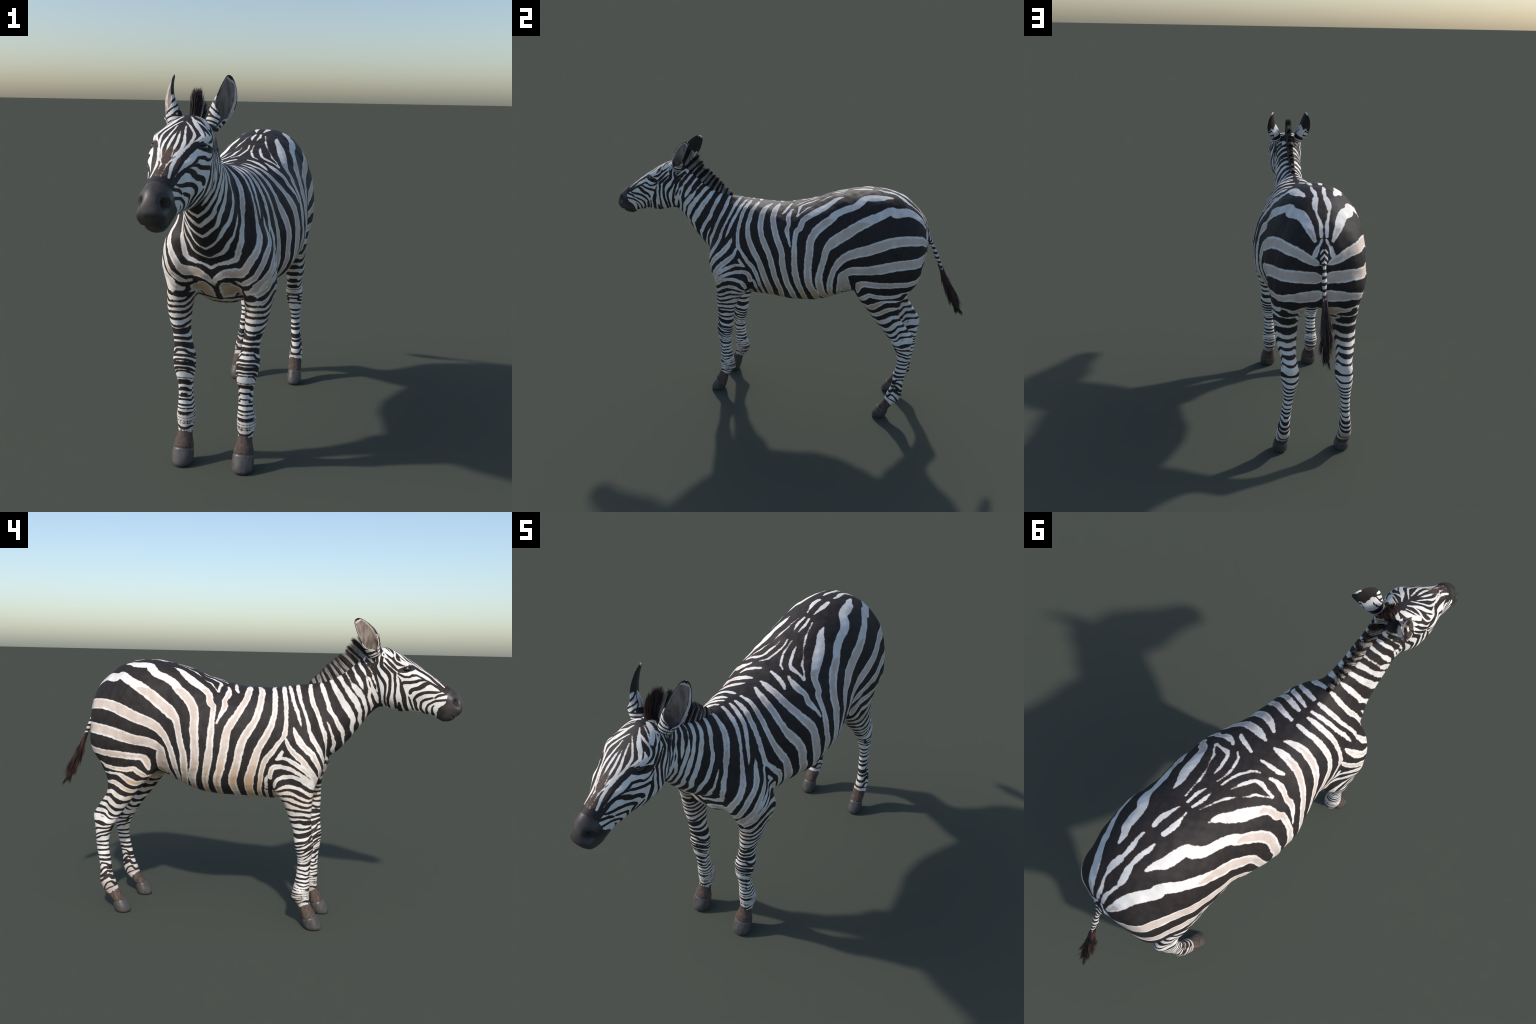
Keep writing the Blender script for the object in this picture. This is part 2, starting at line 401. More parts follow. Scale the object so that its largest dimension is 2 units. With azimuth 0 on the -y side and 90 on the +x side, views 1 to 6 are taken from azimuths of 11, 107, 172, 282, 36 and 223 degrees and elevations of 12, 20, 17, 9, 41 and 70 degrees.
black_band("cannon_hind", (746, 451, 5), (713, 450, 10), (692, 445, 11), (674, 441, 5), (658, 440, 4), (641, 443, 3))
black_band("cannon_hind", (738, 411, 5), (718, 421, 5), (698, 421, 5), (676, 421, 4), (657, 424, 4), (648, 434, 3))
black_band("cannon_hind", (738, 382, 4), (716, 393, 4), (694, 400, 5), (676, 404, 5), (664, 406, 6), (656, 416, 4))
black_band("cannon_hind", (737, 364, 4), (715, 374, 5), (695, 383, 4), (680, 384, 5), (668, 390, 4))
black_band("cannon_hind", (735, 349, 3), (719, 349, 4), (698, 351, 5), (677, 352, 5))
black_band("cannon_hind", (734, 331, 5), (711, 332, 5), (691, 331, 4), (677, 330, 4))
black_band("cannon_hind", (730, 305, 4), (706, 307, 5), (674, 309, 5))
black_band("cannon_hind", (724, 280, 4), (701, 281, 4), (669, 281, 6))
black_band("cannon_hind", (720, 258, 6), (695, 259, 6), (664, 259, 7))
black_band("cannon_hind", (713, 226, 4), (700, 242, 4), (678, 241, 4), (659, 228, 6))
black_band("cannon_hind", (711, 196, 8), (693, 213, 5), (677, 222, 6), (657, 217, 6))
black_band("cannon_hind", (710, 171, 6), (688, 184, 7), (678, 195, 7), (667, 205, 5), (653, 199, 6))
black_band("cannon_hind", (709, 148, 7), (684, 165, 6), (672, 176, 10), (661, 183, 8), (642, 168, 6))
black_band("cannon_hind", (686, 108, 4), (676, 131, 5), (665, 147, 4), (647, 154, 5), (629, 138, 5))
black_band("cannon_hind", (683, 105, 3), (656, 122, 4), (638, 129, 3), (627, 133, 3))
fill(lambda V: np.where(V[:, 1] < -.15, V[:, 2] - np.interp(V[:, 1], [-.36, -.30, -.25, -.19, -.15], [.672, .704, .715, .692, .661]), .05))   # white below the elbow
black_band("foreleg", (-153, 664, 3), (-194, 692, 7), (-218, 708, 9), (-245, 714, 9), (-273, 710, 10), (-300, 703, 11), (-326, 686, 11), (-349, 671, 8), (-354, 675, 6))
black_band("foreleg", (-184, 664, 3), (-218, 675, 6), (-244, 679, 6), (-267, 676, 9), (-292, 665, 10), (-318, 651, 8), (-340, 640, 5), (-349, 641, 4))
black_band("foreleg", (-197, 644, 3), (-227, 648, 6), (-251, 648, 6), (-274, 641, 6), (-297, 630, 6), (-319, 622, 5), (-336, 619, 5), (-347, 620, 5))
black_band("foreleg", (-206, 620, 5), (-236, 622, 4), (-260, 614, 5), (-284, 606, 6), (-306, 600, 6), (-328, 596, 6), (-347, 598, 5))
black_band("foreleg", (-226, 582, 5), (-250, 582, 6), (-279, 580, 6), (-306, 578, 5), (-330, 573, 5), (-345, 571, 5))
black_band("foreleg", (-236, 551, 5), (-257, 547, 5), (-288, 550, 5), (-315, 549, 6), (-344, 541, 5))
black_band("foreleg", (-246, 521, 6), (-268, 522, 7), (-297, 526, 8), (-320, 521, 11), (-337, 522, 12), (-344, 520, 8))
black_band("foreleg", (-255, 493, 3), (-278, 490, 6), (-306, 489, 6), (-329, 492, 6), (-346, 497, 6))
black_band("foreleg", (-263, 458, 8), (-288, 455, 12), (-316, 460, 12), (-338, 469, 10), (-347, 475, 8))
black_band("foreleg", (-268, 414, 5), (-299, 423, 7), (-322, 428, 6), (-341, 441, 5), (-349, 454, 4))
black_band("foreleg", (-271, 397, 5), (-299, 405, 4), (-322, 414, 3), (-339, 425, 4), (-352, 432, 5))
black_band("foreleg", (-274, 382, 5), (-304, 389, 5), (-327, 395, 5), (-342, 408, 4), (-356, 417, 4))
black_band("foreleg", (-282, 368, 5), (-311, 374, 4), (-327, 385, 5), (-344, 398, 8), (-357, 402, 7))
black_band("foreleg", (-285, 351, 3), (-311, 357, 3), (-330, 366, 4), (-345, 377, 5), (-355, 384, 4))
black_band("foreleg", (-289, 339, 2), (-311, 340, 2), (-327, 349, 3), (-345, 364, 3), (-353, 371, 3))
black_band("foreleg", (-293, 327, 2), (-313, 328, 2), (-332, 335, 2), (-349, 341, 2))
black_band("foreleg", (-288, 311, 6), (-318, 312, 6), (-338, 317, 7), (-347, 327, 7))
black_band("foreleg", (-286, 290, 3), (-307, 287, 4), (-326, 284, 4), (-340, 291, 5), (-344, 299, 4))
black_band("foreleg", (-284, 270, 3), (-309, 268, 4), (-331, 263, 4), (-342, 265, 4), (-343, 274, 3))
black_band("foreleg", (-284, 248, 5), (-310, 247, 5), (-329, 246, 5), (-342, 251, 4))
black_band("foreleg", (-284, 230, 5), (-311, 228, 4), (-332, 226, 4), (-343, 228, 4))
black_band("foreleg", (-281, 219, 2), (-300, 213, 4), (-319, 209, 3), (-339, 213, 3), (-343, 213, 3))
black_band("foreleg", (-277, 201, 2), (-301, 199, 2), (-322, 196, 2), (-343, 194, 6))
black_band("foreleg", (-275, 189, 3), (-299, 187, 2), (-323, 186, 2), (-343, 186, 2))
black_band("foreleg", (-272, 172, 4), (-298, 174, 3), (-323, 176, 2), (-343, 173, 2))
black_band("foreleg", (-271, 162, 3), (-300, 162, 2), (-323, 162, 2), (-343, 162, 2))
black_band("foreleg", (-274, 146, 3), (-300, 153, 2), (-328, 155, 1), (-343, 154, 2))
black_band("foreleg", (-276, 139, 4), (-305, 143, 3), (-328, 152, 1), (-343, 148, 1))
black_band("foreleg", (-289, 119, 3), (-314, 134, 3), (-332, 138, 5), (-344, 133, 5))
white("withers", (15, -206, 1143, 6), (57, -219, 1130, 10), (104, -238, 1087, 10), (135, -268, 1020, 9), (148, -282, 981, 6), (155, -290, 962, 2))
white("shoulder", (12, -245, 1149, 8), (57, -256, 1127, 11), (100, -275, 1078, 9), (133, -305, 1015, 7), (142, -316, 982, 9), (149, -327, 943, 11),
      (166, -348, 906, 14), (123, -390, 786, 15), (95, -384, 769, 22), (60, -392, 768, 20), (32, -391, 757, 15), (0, -377, 729, 9))
white("shoulder", (155, -252, 963, 3), (165, -263, 936, 11), (189, -288, 900, 16), (199, -319, 868, 16), (194, -348, 841, 16), (163, -381, 763, 12),
      (140, -379, 743, 13), (108, -362, 723, 10))
white("shoulder", (177, -222, 907, 7), (188, -237, 874, 11), (205, -269, 844, 14), (213, -306, 813, 15), (202, -334, 778, 14), (181, -355, 744, 13),
      (160, -363, 713, 22), (121, -355, 694, 13))
white("shoulder_blob", (183, -207, 849, 8), (182, -196, 831, 10), (179, -179, 813, 7))
white("shoulder", (179, -179, 813, 7), (192, -221, 820, 8), (212, -265, 804, 11), (216, -307, 779, 11), (198, -334, 755, 13), (169, -360, 728, 14), (135, -366, 711, 8))
white("shoulder", (165, -149, 727, 12), (170, -152, 752, 14), (175, -167, 774, 13), (184, -198, 780, 11), (209, -243, 777, 10), (218, -279, 763, 10),
      (204, -318, 737, 11), (175, -349, 711, 9), (143, -360, 695, 6))
white("shoulder", (188, -172, 691, 12), (197, -184, 717, 11), (204, -214, 734, 10), (211, -256, 741, 10), (211, -296, 731, 11), (190, -329, 707, 14),
      (161, -354, 686, 12))
white("neck", (10, -306, 1155, 7), (48, -311, 1128, 11), (87, -329, 1074, 13), (103, -359, 1009, 12), (109, -376, 964, 10), (108, -392, 919, 12),
      (92, -393, 826, 11), (61, -398, 811, 9), (29, -400, 803, 6), (0, -397, 787, 6))
white("neck", (96, -399, 987, 3), (97, -412, 959, 6), (89, -425, 918, 7), (72, -431, 888, 11), (57, -424, 856, 12), (31, -426, 842, 9), (0, -419, 829, 6))
white("neck", (14, -355, 1162, 7), (46, -371, 1130, 12), (73, -398, 1070, 10), (79, -407, 1044, 12), (83, -426, 1016, 10), (83, -448, 977, 12),
      (65, -468, 941, 12), (35, -471, 893, 6), (0, -464, 870, 6))
white("neck", (2, -397, 1177, 6), (24, -404, 1172, 10), (52, -424, 1142, 13), (66, -447, 1111, 15), (75, -466, 1081, 16), (75, -485, 1053, 17),
      (73, -503, 1025, 15), (64, -514, 998, 13), (54, -509, 964, 11), (29, -513, 939, 8), (0, -506, 919, 7))
white("neck", (2, -434, 1195, 6), (20, -439, 1194, 12), (52, -461, 1166, 10), (68, -481, 1141, 12), (72, -502, 1113, 14), (73, -520, 1091, 15),
      (70, -535, 1060, 13), (57, -546, 1028, 10), (50, -543, 1007, 11), (25, -546, 981, 10), (0, -538, 960, 8))
white("neck", (2, -472, 1219, 3), (2, -471, 1218, 5), (51, -487, 1192, 4), (66, -502, 1167, 7), (70, -518, 1148, 13), (73, -539, 1123, 14),
      (69, -556, 1101, 11), (63, -566, 1072, 10), (45, -573, 1043, 8), (28, -570, 1018, 7), (0, -564, 998, 6))
white("neck", (4, -498, 1241, 4), (13, -499, 1240, 7), (51, -516, 1213, 6), (63, -529, 1191, 10), (69, -542, 1169, 11), (72, -553, 1149, 6), (73, -556, 1142, 2))
white("neck", (6, -525, 1263, 4), (16, -526, 1262, 6), (50, -547, 1233, 8), (64, -563, 1211, 6), (70, -571, 1184, 5), (72, -578, 1158, 5),
      (70, -585, 1139, 8), (65, -584, 1110, 8), (57, -590, 1084, 8), (44, -596, 1066, 8), (24, -592, 1042, 4))
white("poll", (4, -551, 1287, 7), (26, -553, 1278, 8), (47, -564, 1261, 6))
white("poll", (50, -564, 1261, 4), (26, -550, 1279, 4))
white("poll", (19, -558, 1289, 5), (47, -579, 1275, 6), (64, -596, 1262, 3))
white("throat", (63, -564, 1214, 2), (70, -581, 1190, 5), (70, -592, 1167, 6), (68, -600, 1142, 8), (64, -609, 1122, 10), (55, -618, 1099, 10), (44, -624, 1082, 6))
white("throat", (47, -561, 1259, 2), (61, -575, 1240, 3), (69, -591, 1218, 4), (71, -598, 1196, 5), (71, -607, 1176, 4), (71, -616, 1157, 4), (68, -618, 1134, 5))
white("throat", (61, -584, 1249, 4), (69, -601, 1241, 7), (74, -611, 1216, 6), (76, -621, 1188, 5), (76, -630, 1163, 7), (75, -638, 1135, 9),
      (68, -644, 1107, 8), (49, -644, 1083, 9))
fill(lambda V: np.maximum.reduce([V[:, 2] - .735, .612 - V[:, 2], np.abs(V[:, 0]) - .100, V[:, 1] + .27]))   # pale breast
black("breast", (5, -262, 639, 7), (4, -320, 686, 7), (14, -360, 716, 7), (38, -381, 736, 7), (63, -367, 734, 9), (83, -336, 715, 10), (112, -357, 709, 10),
      (138, -371, 719, 7))
black("breast", (61, -262, 652, 4), (111, -332, 664, 9), (149, -354, 670, 11))
fill(lambda V: np.where(V[:, 2] > .98, V[:, 1] - np.interp(V[:, 2], *HEAD_LINE), .05))   # white face
black("mane_line", (0, -180, 1142, 9), (0, -300, 1158, 7), (0, -400, 1182, 8), (0, -500, 1240, 9), (0, -560, 1300, 12), (0, -615, 1335, 18))
black("blaze", (0, -600, 1335, 22), (0, -650, 1333, 46), (0, -694, 1315, 66), (0, -746, 1287, 72), (0, -800, 1252, 62), (0, -850, 1217, 52),
      (0, -900, 1185, 44), (0, -950, 1152, 40))
black("cheek", (58, -612, 1291, 4), (69, -612, 1269, 7), (70, -606, 1249, 8), (76, -616, 1227, 7), (79, -629, 1202, 7), (83, -641, 1186, 8),
      (85, -653, 1164, 7), (83, -655, 1142, 6), (77, -653, 1116, 5), (61, -654, 1090, 5), (41, -661, 1069, 5))
black("cheek", (37, -561, 1273, 8), (57, -580, 1257, 6), (68, -601, 1249, 6))
black("cheek", (64, -589, 1246, 4), (72, -605, 1224, 6), (73, -609, 1202, 6), (74, -618, 1177, 6), (72, -624, 1151, 6), (69, -629, 1126, 6),
      (58, -632, 1100, 6), (30, -634, 1070, 6))
black("cheek", (41, -623, 1317, 6), (66, -635, 1295, 8), (76, -632, 1270, 8), (81, -633, 1250, 9), (87, -650, 1231, 9), (90, -667, 1212, 9),
      (90, -674, 1190, 7), (90, -675, 1165, 7), (88, -674, 1137, 7), (80, -669, 1108, 7), (64, -668, 1084, 6), (41, -676, 1063, 6))
black("cheek", (94, -695, 1216, 6), (93, -695, 1191, 6), (93, -699, 1166, 6), (92, -699, 1138, 5), (88, -697, 1115, 5), (74, -702, 1086, 6), (44, -706, 1059, 6))
black("cheek", (83, -645, 1262, 4), (89, -663, 1245, 6), (93, -681, 1229, 7), (94, -695, 1219, 7))
black("cheek", (74, -648, 1287, 5), (87, -668, 1265, 6), (92, -688, 1246, 7), (93, -702, 1233, 5))
black("cheek", (72, -718, 1084, 6), (55, -721, 1066, 9), (29, -727, 1047, 11))
black("cheek", (94, -709, 1205, 2), (94, -718, 1189, 4), (93, -724, 1166, 6), (91, -729, 1144, 10), (86, -738, 1119, 11), (73, -742, 1091, 10),
      (56, -749, 1067, 9), (33, -758, 1049, 6))
black("cheek", (21, -582, 1305, 4), (49, -593, 1285, 6), (61, -599, 1271, 5))
black("face", (93, -711, 1229, 7), (84, -736, 1231, 14), (80, -758, 1238, 13), (72, -776, 1239, 6))
black("face", (95, -709, 1217, 4), (96, -725, 1208, 5), (95, -740, 1202, 5), (92, -758, 1202, 5), (88, -772, 1210, 6), (77, -790, 1210, 5),
      (75, -808, 1202, 5), (67, -831, 1190, 4), (52, -857, 1177, 4), (44, -878, 1165, 5), (42, -894, 1155, 6))
black("face", (93, -726, 1172, 7), (93, -741, 1178, 7), (89, -766, 1179, 7), (81, -789, 1182, 7), (78, -806, 1189, 5), (72, -821, 1188, 3), (67, -831, 1186, 2))
black("face", (84, -766, 1132, 8), (85, -768, 1140, 9), (80, -783, 1149, 9), (75, -803, 1153, 10), (71, -820, 1164, 11), (64, -837, 1174, 8),
      (56, -852, 1176, 6), (49, -868, 1167, 5), (44, -886, 1157, 6), (40, -904, 1150, 11), (35, -925, 1143, 13))
black("face", (37, -803, 1053, 5), (47, -795, 1066, 7), (55, -791, 1085, 8), (64, -785, 1101, 7), (69, -795, 1117, 8), (69, -812, 1128, 8),
      (66, -832, 1134, 7), (59, -854, 1136, 7), (53, -875, 1135, 6), (46, -900, 1138, 3))
black("face", (53, -876, 1111, 4), (51, -893, 1122, 6), (45, -915, 1127, 5), (40, -930, 1130, 5))
black("face", (20, -835, 1038, 4), (32, -827, 1046, 5), (48, -815, 1067, 6), (55, -817, 1088, 6), (59, -831, 1101, 6), (57, -848, 1106, 6), (54, -866, 1111, 4))
black("face", (22, -848, 1038, 6), (44, -841, 1060, 5), (51, -848, 1078, 5), (51, -865, 1090, 5), (51, -882, 1098, 5), (50, -902, 1101, 5), (49, -929, 1104, 5))
black("face", (24, -873, 1035, 8), (37, -867, 1050, 5), (45, -866, 1066, 4), (48, -873, 1076, 3))
black("face", (81, -760, 1114, 3), (67, -768, 1092, 5), (50, -777, 1068, 5), (38, -783, 1055, 4))
black("face", (9, -622, 1328, 4), (51, -642, 1315, 6), (63, -656, 1305, 7), (72, -669, 1293, 10), (77, -683, 1285, 11), (83, -696, 1278, 15),
      (91, -707, 1266, 13), (91, -722, 1255, 6), (87, -735, 1254, 4))
black("face", (51, -683, 1308, 4), (64, -694, 1296, 11), (83, -701, 1278, 15))
black("face", (33, -688, 1314, 3), (46, -707, 1301, 5), (65, -720, 1286, 7), (75, -736, 1274, 6), (67, -757, 1264, 6), (61, -772, 1254, 5),
      (55, -793, 1239, 6), (52, -814, 1224, 6), (46, -835, 1212, 8), (38, -856, 1200, 8), (31, -872, 1190, 6), (32, -888, 1175, 6), (31, -909, 1160, 8),
      (29, -930, 1148, 11))
white("forehead", (5, -749, 1285, 2), (9, -776, 1267, 5), (11, -809, 1247, 5), (11, -832, 1230, 2), (12, -850, 1217, 2))
white("forehead", (14, -723, 1299, 3), (24, -764, 1275, 4), (32, -798, 1250, 6), (29, -822, 1233, 4), (21, -843, 1220, 4), (16, -862, 1207, 2))
white("forehead", (5, -696, 1313, 2), (31, -726, 1296, 4), (51, -758, 1271, 5), (48, -788, 1250, 5), (36, -822, 1230, 4), (25, -854, 1210, 4),
      (12, -871, 1200, 3), (8, -902, 1181, 2))
white("forehead", (26, -691, 1314, 3), (48, -716, 1296, 7), (72, -737, 1275, 4), (68, -756, 1264, 5), (53, -782, 1252, 2), (43, -818, 1230, 3),
      (30, -847, 1213, 4), (24, -879, 1190, 6), (28, -915, 1161, 4))
white("forehead", (29, -682, 1317, 3), (51, -689, 1307, 5), (72, -691, 1288, 4), (88, -705, 1270, 4), (88, -732, 1260, 6), (82, -750, 1253, 3))
white("forehead", (23, -646, 1328, 2), (49, -643, 1317, 6), (62, -633, 1300, 4), (81, -668, 1280, 3))
black("tear_line", (78, -756, 1253, 4), (64, -783, 1242, 7), (53, -809, 1229, 9), (45, -832, 1215, 8), (40, -852, 1203, 7), (37, -869, 1190, 4))
white("forehead", (16, -632, 1329, 6), (36, -641, 1324, 10), (54, -653, 1313, 10), (72, -678, 1292, 6))
white("forehead", (20, -652, 1329, 3), (39, -663, 1321, 3), (58, -675, 1306, 3), (71, -690, 1290, 3))
white("forehead", (12, -617, 1326, 6), (20, -610, 1322, 8), (28, -608, 1318, 3))
white("forehead", (13, -666, 1327, 3), (34, -695, 1310, 6), (60, -723, 1287, 8), (75, -744, 1268, 5))
white("nose", (6, -878, 1197, 1), (8, -907, 1178, 1), (4, -927, 1165, 1))
white("nose", (9, -877, 1196, 1), (8, -907, 1177, 1), (9, -928, 1163, 1))

VA = np.column_stack([np.abs(V[:, 0]), V[:, 1], V[:, 2]])
SKIN_TREE = BVHTree.FromPolygons(V.tolist(), Q.tolist())

def stroke_distance(P, mode, X):
    """Signed distance of the points X to a stroke (negative inside)."""
    P = np.array(P, float) / 1000
    if mode == 2:                       # run on round the front and the back of the leg
        ext = lambda a, b: a + np.array([.03 * np.sign(a[0] - b[0]), .004 * np.clip((a[1] - b[1]) / (abs(a[0] - b[0]) + 1e-4), -1, 1), 0])
        P = np.vstack([ext(P[0], P[1]), P, ext(P[-1], P[-2])])
    t = np.r_[0, np.cumsum(np.linalg.norm(np.diff(P[:, :mode], axis=0), axis=1) + 1e-5)]
    S = pchip(t, P, np.linspace(0, t[-1], max(8, int(t[-1] / .0045)))) if len(P) > 2 else np.array([P[0] + (P[1] - P[0]) * k for k in np.linspace(0, 1, 12)])
    if mode == 3:
        for k in range(len(S)):
            hit = SKIN_TREE.find_nearest(Vector(S[k, :3]))[0]
            S[k, :3] = np.abs(hit[0]), hit[1], hit[2]
    out = np.full(len(X), np.inf); C = S[:, :mode]; w = S[:, mode]
    box = lambda Y, c, ww: np.nonzero(((Y > c.min(0) - ww.max() - .014) & (Y < c.max(0) + ww.max() + .014)).all(1))[0]
    near = box(X, C, w); Y = X[near]
    for k in range(0, len(S), 10):
        c, ww = C[k:k + 10], w[k:k + 10]
        idx = box(Y, c, ww)
        if len(idx):
            D = np.full(len(idx), np.inf); Z = Y[idx]
            for q in range(len(c)):
                D = np.minimum(D, np.sqrt(((Z - c[q]) ** 2).sum(1)) - ww[q])
            out[near[idx]] = np.minimum(out[near[idx]], D)
    return out

coat = np.full(len(V), .03)          # > 0 black, < 0 white, in metres from the stripe's edge
for sign, mode, p in STROKES:
    if mode == 0:
        s = p(V)
    elif mode == 3:
        s = stroke_distance(p, 3, VA)
    else:
        near = np.nonzero((V[:, 2] < .80) & ((V[:, 1] > .35) | (V[:, 1] < -.1)))[0]
        s = np.full(len(V), np.inf); s[near] = stroke_distance(p, 2, V[near][:, 1:])
    coat = np.minimum(coat, s) if sign < 0 else np.maximum(coat, -s)
fray = 0.0006 * wave_noise(V, .009, 1) + .0007 * wave_noise(V, .028, 2)
coat = coat + fray * np.clip((V[:, 2] - .3) / .4, .35, 1) * np.where(V[:, 1] < -.62, .45, 1.0)

# the dock of the tail is ringed
dock = (V[:, 1] > .772 + np.clip(.99 - V[:, 2], -.02, .03) * .6) & (np.abs(V[:, 0]) < np.where(V[:, 2] > .955, .018, .03)) & (V[:, 2] < .988)
ring = .0045 * (np.sin(V[:, 2] * 2 * np.pi / .0245 + .8 * np.sin(V[:, 0] * 60)) - .15)
root_v = (V[:, 1] > .752) & (np.abs(V[:, 0]) < .017) & (V[:, 2] < 1.045) & (V[:, 2] >= .985)
coat = np.where(dock, ring, np.where(root_v, .0045 * (np.sin((V[:, 2] + 1.2 * np.abs(V[:, 0])) * 2 * np.pi / .0245) + .1), coat))
sm = lambda a, lo, hi: np.clip((a - lo) / (hi - lo), 0, 1)
# warm shadow stripe down the middle of the broad white stripes of trunk and thigh
inside = sm(V[:, 1], -.58, -.45) * sm(V[:, 2], .50, .62) * (1 - sm(V[:, 2], 1.12, 1.20))
warm = -coat - .0074 + .0016 * wave_noise(V, .16, 12) + .0010 * wave_noise(V, .03, 3) + .0006 * wave_noise(V, .010, 9) - .25 * (1 - inside)
# dark muzzle, pastern and horn
MUZZLE = ([.98, 1.030, 1.050, 1.066, 1.080, 1.092, 1.112, 1.128, 1.145, 1.16], [-.888, -.889, -.889, -.893, -.915, -.924, -.929, -.928, -.940, -.952])
muzzle = np.interp(V[:, 2], *MUZZLE) - V[:, 1] + .0012 * wave_noise(V, .014, 4)
fore = V[:, 1] < .1
pastern = np.where(fore, .116 + .40 * (-.324 - V[:, 1]), .108 + .70 * (.634 - V[:, 1])) - V[:, 2] + .0015 * wave_noise(V, .010, 5) + .0030 * wave_noise(V, .035, 6)
pastern = np.where(V[:, 2] > .2, -1, pastern)
hoof = np.where(fore, -coronet(V, FORE_CORONET), -coronet(V, HIND_CORONET))
hoof = np.where(V[:, 2] > .12, -1, hoof)

soft = np.where(V[:, 1] < -.60, .5, 1.0) * np.clip((V[:, 2] - .2) / .4, .5, 1)      # how far the hairs of a stripe's edge mingle
# ------------------------------------------------------------------ cut the skin along all those borders
F = np.column_stack([V, NRM, coat, warm, muzzle, pastern, hoof, coat - .0011 * soft, coat + .0014 * soft, warm - .0026])
T = np.vstack([Q[:, [0, 1, 2]], Q[:, [0, 2, 3]]])

def cut(F, T, col, allow):
    f = F[:, col]; f = np.where(np.abs(f) < 1e-7, 1e-7, f)
    pos = f > 0
    k = pos[T].sum(1); mixed = (k > 0) & (k < 3) & allow(F, T)
    M = T[mixed]; pm = pos[M]
    odd = np.where(pm.sum(1) == 1, pm.argmax(1), (~pm).argmax(1))
    r = np.arange(len(M)); a, b, c = M[r, odd], M[r, (odd + 1) % 3], M[r, (odd + 2) % 3]
    key = lambda p, q: np.minimum(p, q) * 10 ** 8 + np.maximum(p, q)
    e, inv = np.unique(np.r_[key(a, b), key(a, c)], return_inverse=True)
    p, q = e // 10 ** 8, e % 10 ** 8
    t = np.clip(f[p] / (f[p] - f[q]), .06, .94)[:, None]
    N = F[p] * (1 - t) + F[q] * t; N[:, col] = 0
    i = inv + len(F); ab, ac = i[:len(M)], i[len(M):]
    tris = np.vstack([np.column_stack([a, ab, ac]), np.column_stack([ab, b, c]), np.column_stack([ab, c, ac])])
    return np.vstack([F, N]), np.vstack([T[~mixed], tris])

zc = lambda F, T: F[T, 2].mean(1)
F, T = cut(F, T, 11, lambda F, T: (F[T, 8].max(1) < .004) & (F[T, 9].max(1) < .006))
hairy = lambda F, T: (F[T, 8].max(1) < .004) & (F[T, 9].max(1) < .006)
F, T = cut(F, T, 6, hairy)
F, T = cut(F, T, 12, hairy)
F, T = cut(F, T, 7, lambda F, T: F[T, 12].max(1) <= 1e-9)
F, T = cut(F, T, 13, lambda F, T: F[T, 7].min(1) >= 0)
F, T = cut(F, T, 8, lambda F, T: F[T, 1].mean(1) < -.85)
F, T = cut(F, T, 9, lambda F, T: zc(F, T) < .2)
F, T = cut(F, T, 10, lambda F, T: zc(F, T) < .12)
V, NRM = F[:, :3].copy(), F[:, 3:6] / np.linalg.norm(F[:, 3:6], axis=1)[:, None]
mean = lambda c: F[T, c].mean(1)
slot = np.where(mean(11) > 0, 0, np.where(mean(6) > 0, 8, np.where(mean(12) > 0, 6, 1)))
slot = np.where((slot == 1) & (mean(7) > 0), np.where(mean(13) > 0, 2, 7), slot)
slot = np.where((mean(8) > 0) & (mean(1) < -.85), 3, slot)
slot = np.where((mean(9) > 0) & (mean(2) < .2), 4, slot)
slot = np.where((mean(10) > 0) & (mean(2) < .12), 5, slot)

inner = np.exp(-(((np.column_stack([np.abs(V[T, 0].mean(1)), V[T, 1].mean(1), V[T, 2].mean(1)]) - [.040, -.968, 1.096]) / [.016, .018, .015]) ** 2).sum(1))
slot = np.where((slot == 3) & (inner > .36), 0, slot)             # inside of the nostrils

CT = V[T].mean(1); CT[:, 0] = np.abs(CT[:, 0])
slit = np.full(len(T), 9.)
for a, b in zip(MOUTH[:-1], MOUTH[1:]):
    a, b = np.array(a), np.array(b); k = np.nonzero(slot == 3)[0]; w = CT[k] - a
    t = np.clip(w @ (b - a) / ((b - a) @ (b - a)), 0, 1)
    slit[k] = np.minimum(slit[k], np.linalg.norm(w - t[:, None] * (b - a), axis=1))
nose = np.exp(-(((CT - [0, -.872, 1.205]) / [.042, .085, .055]) ** 2).sum(1))
slot = np.where((slot == 0) & (nose > .38), 9, slot)              # the brown bridge of the nose
slot = np.where(slit < .0042, 0, slot)                            # the mouth's dark line

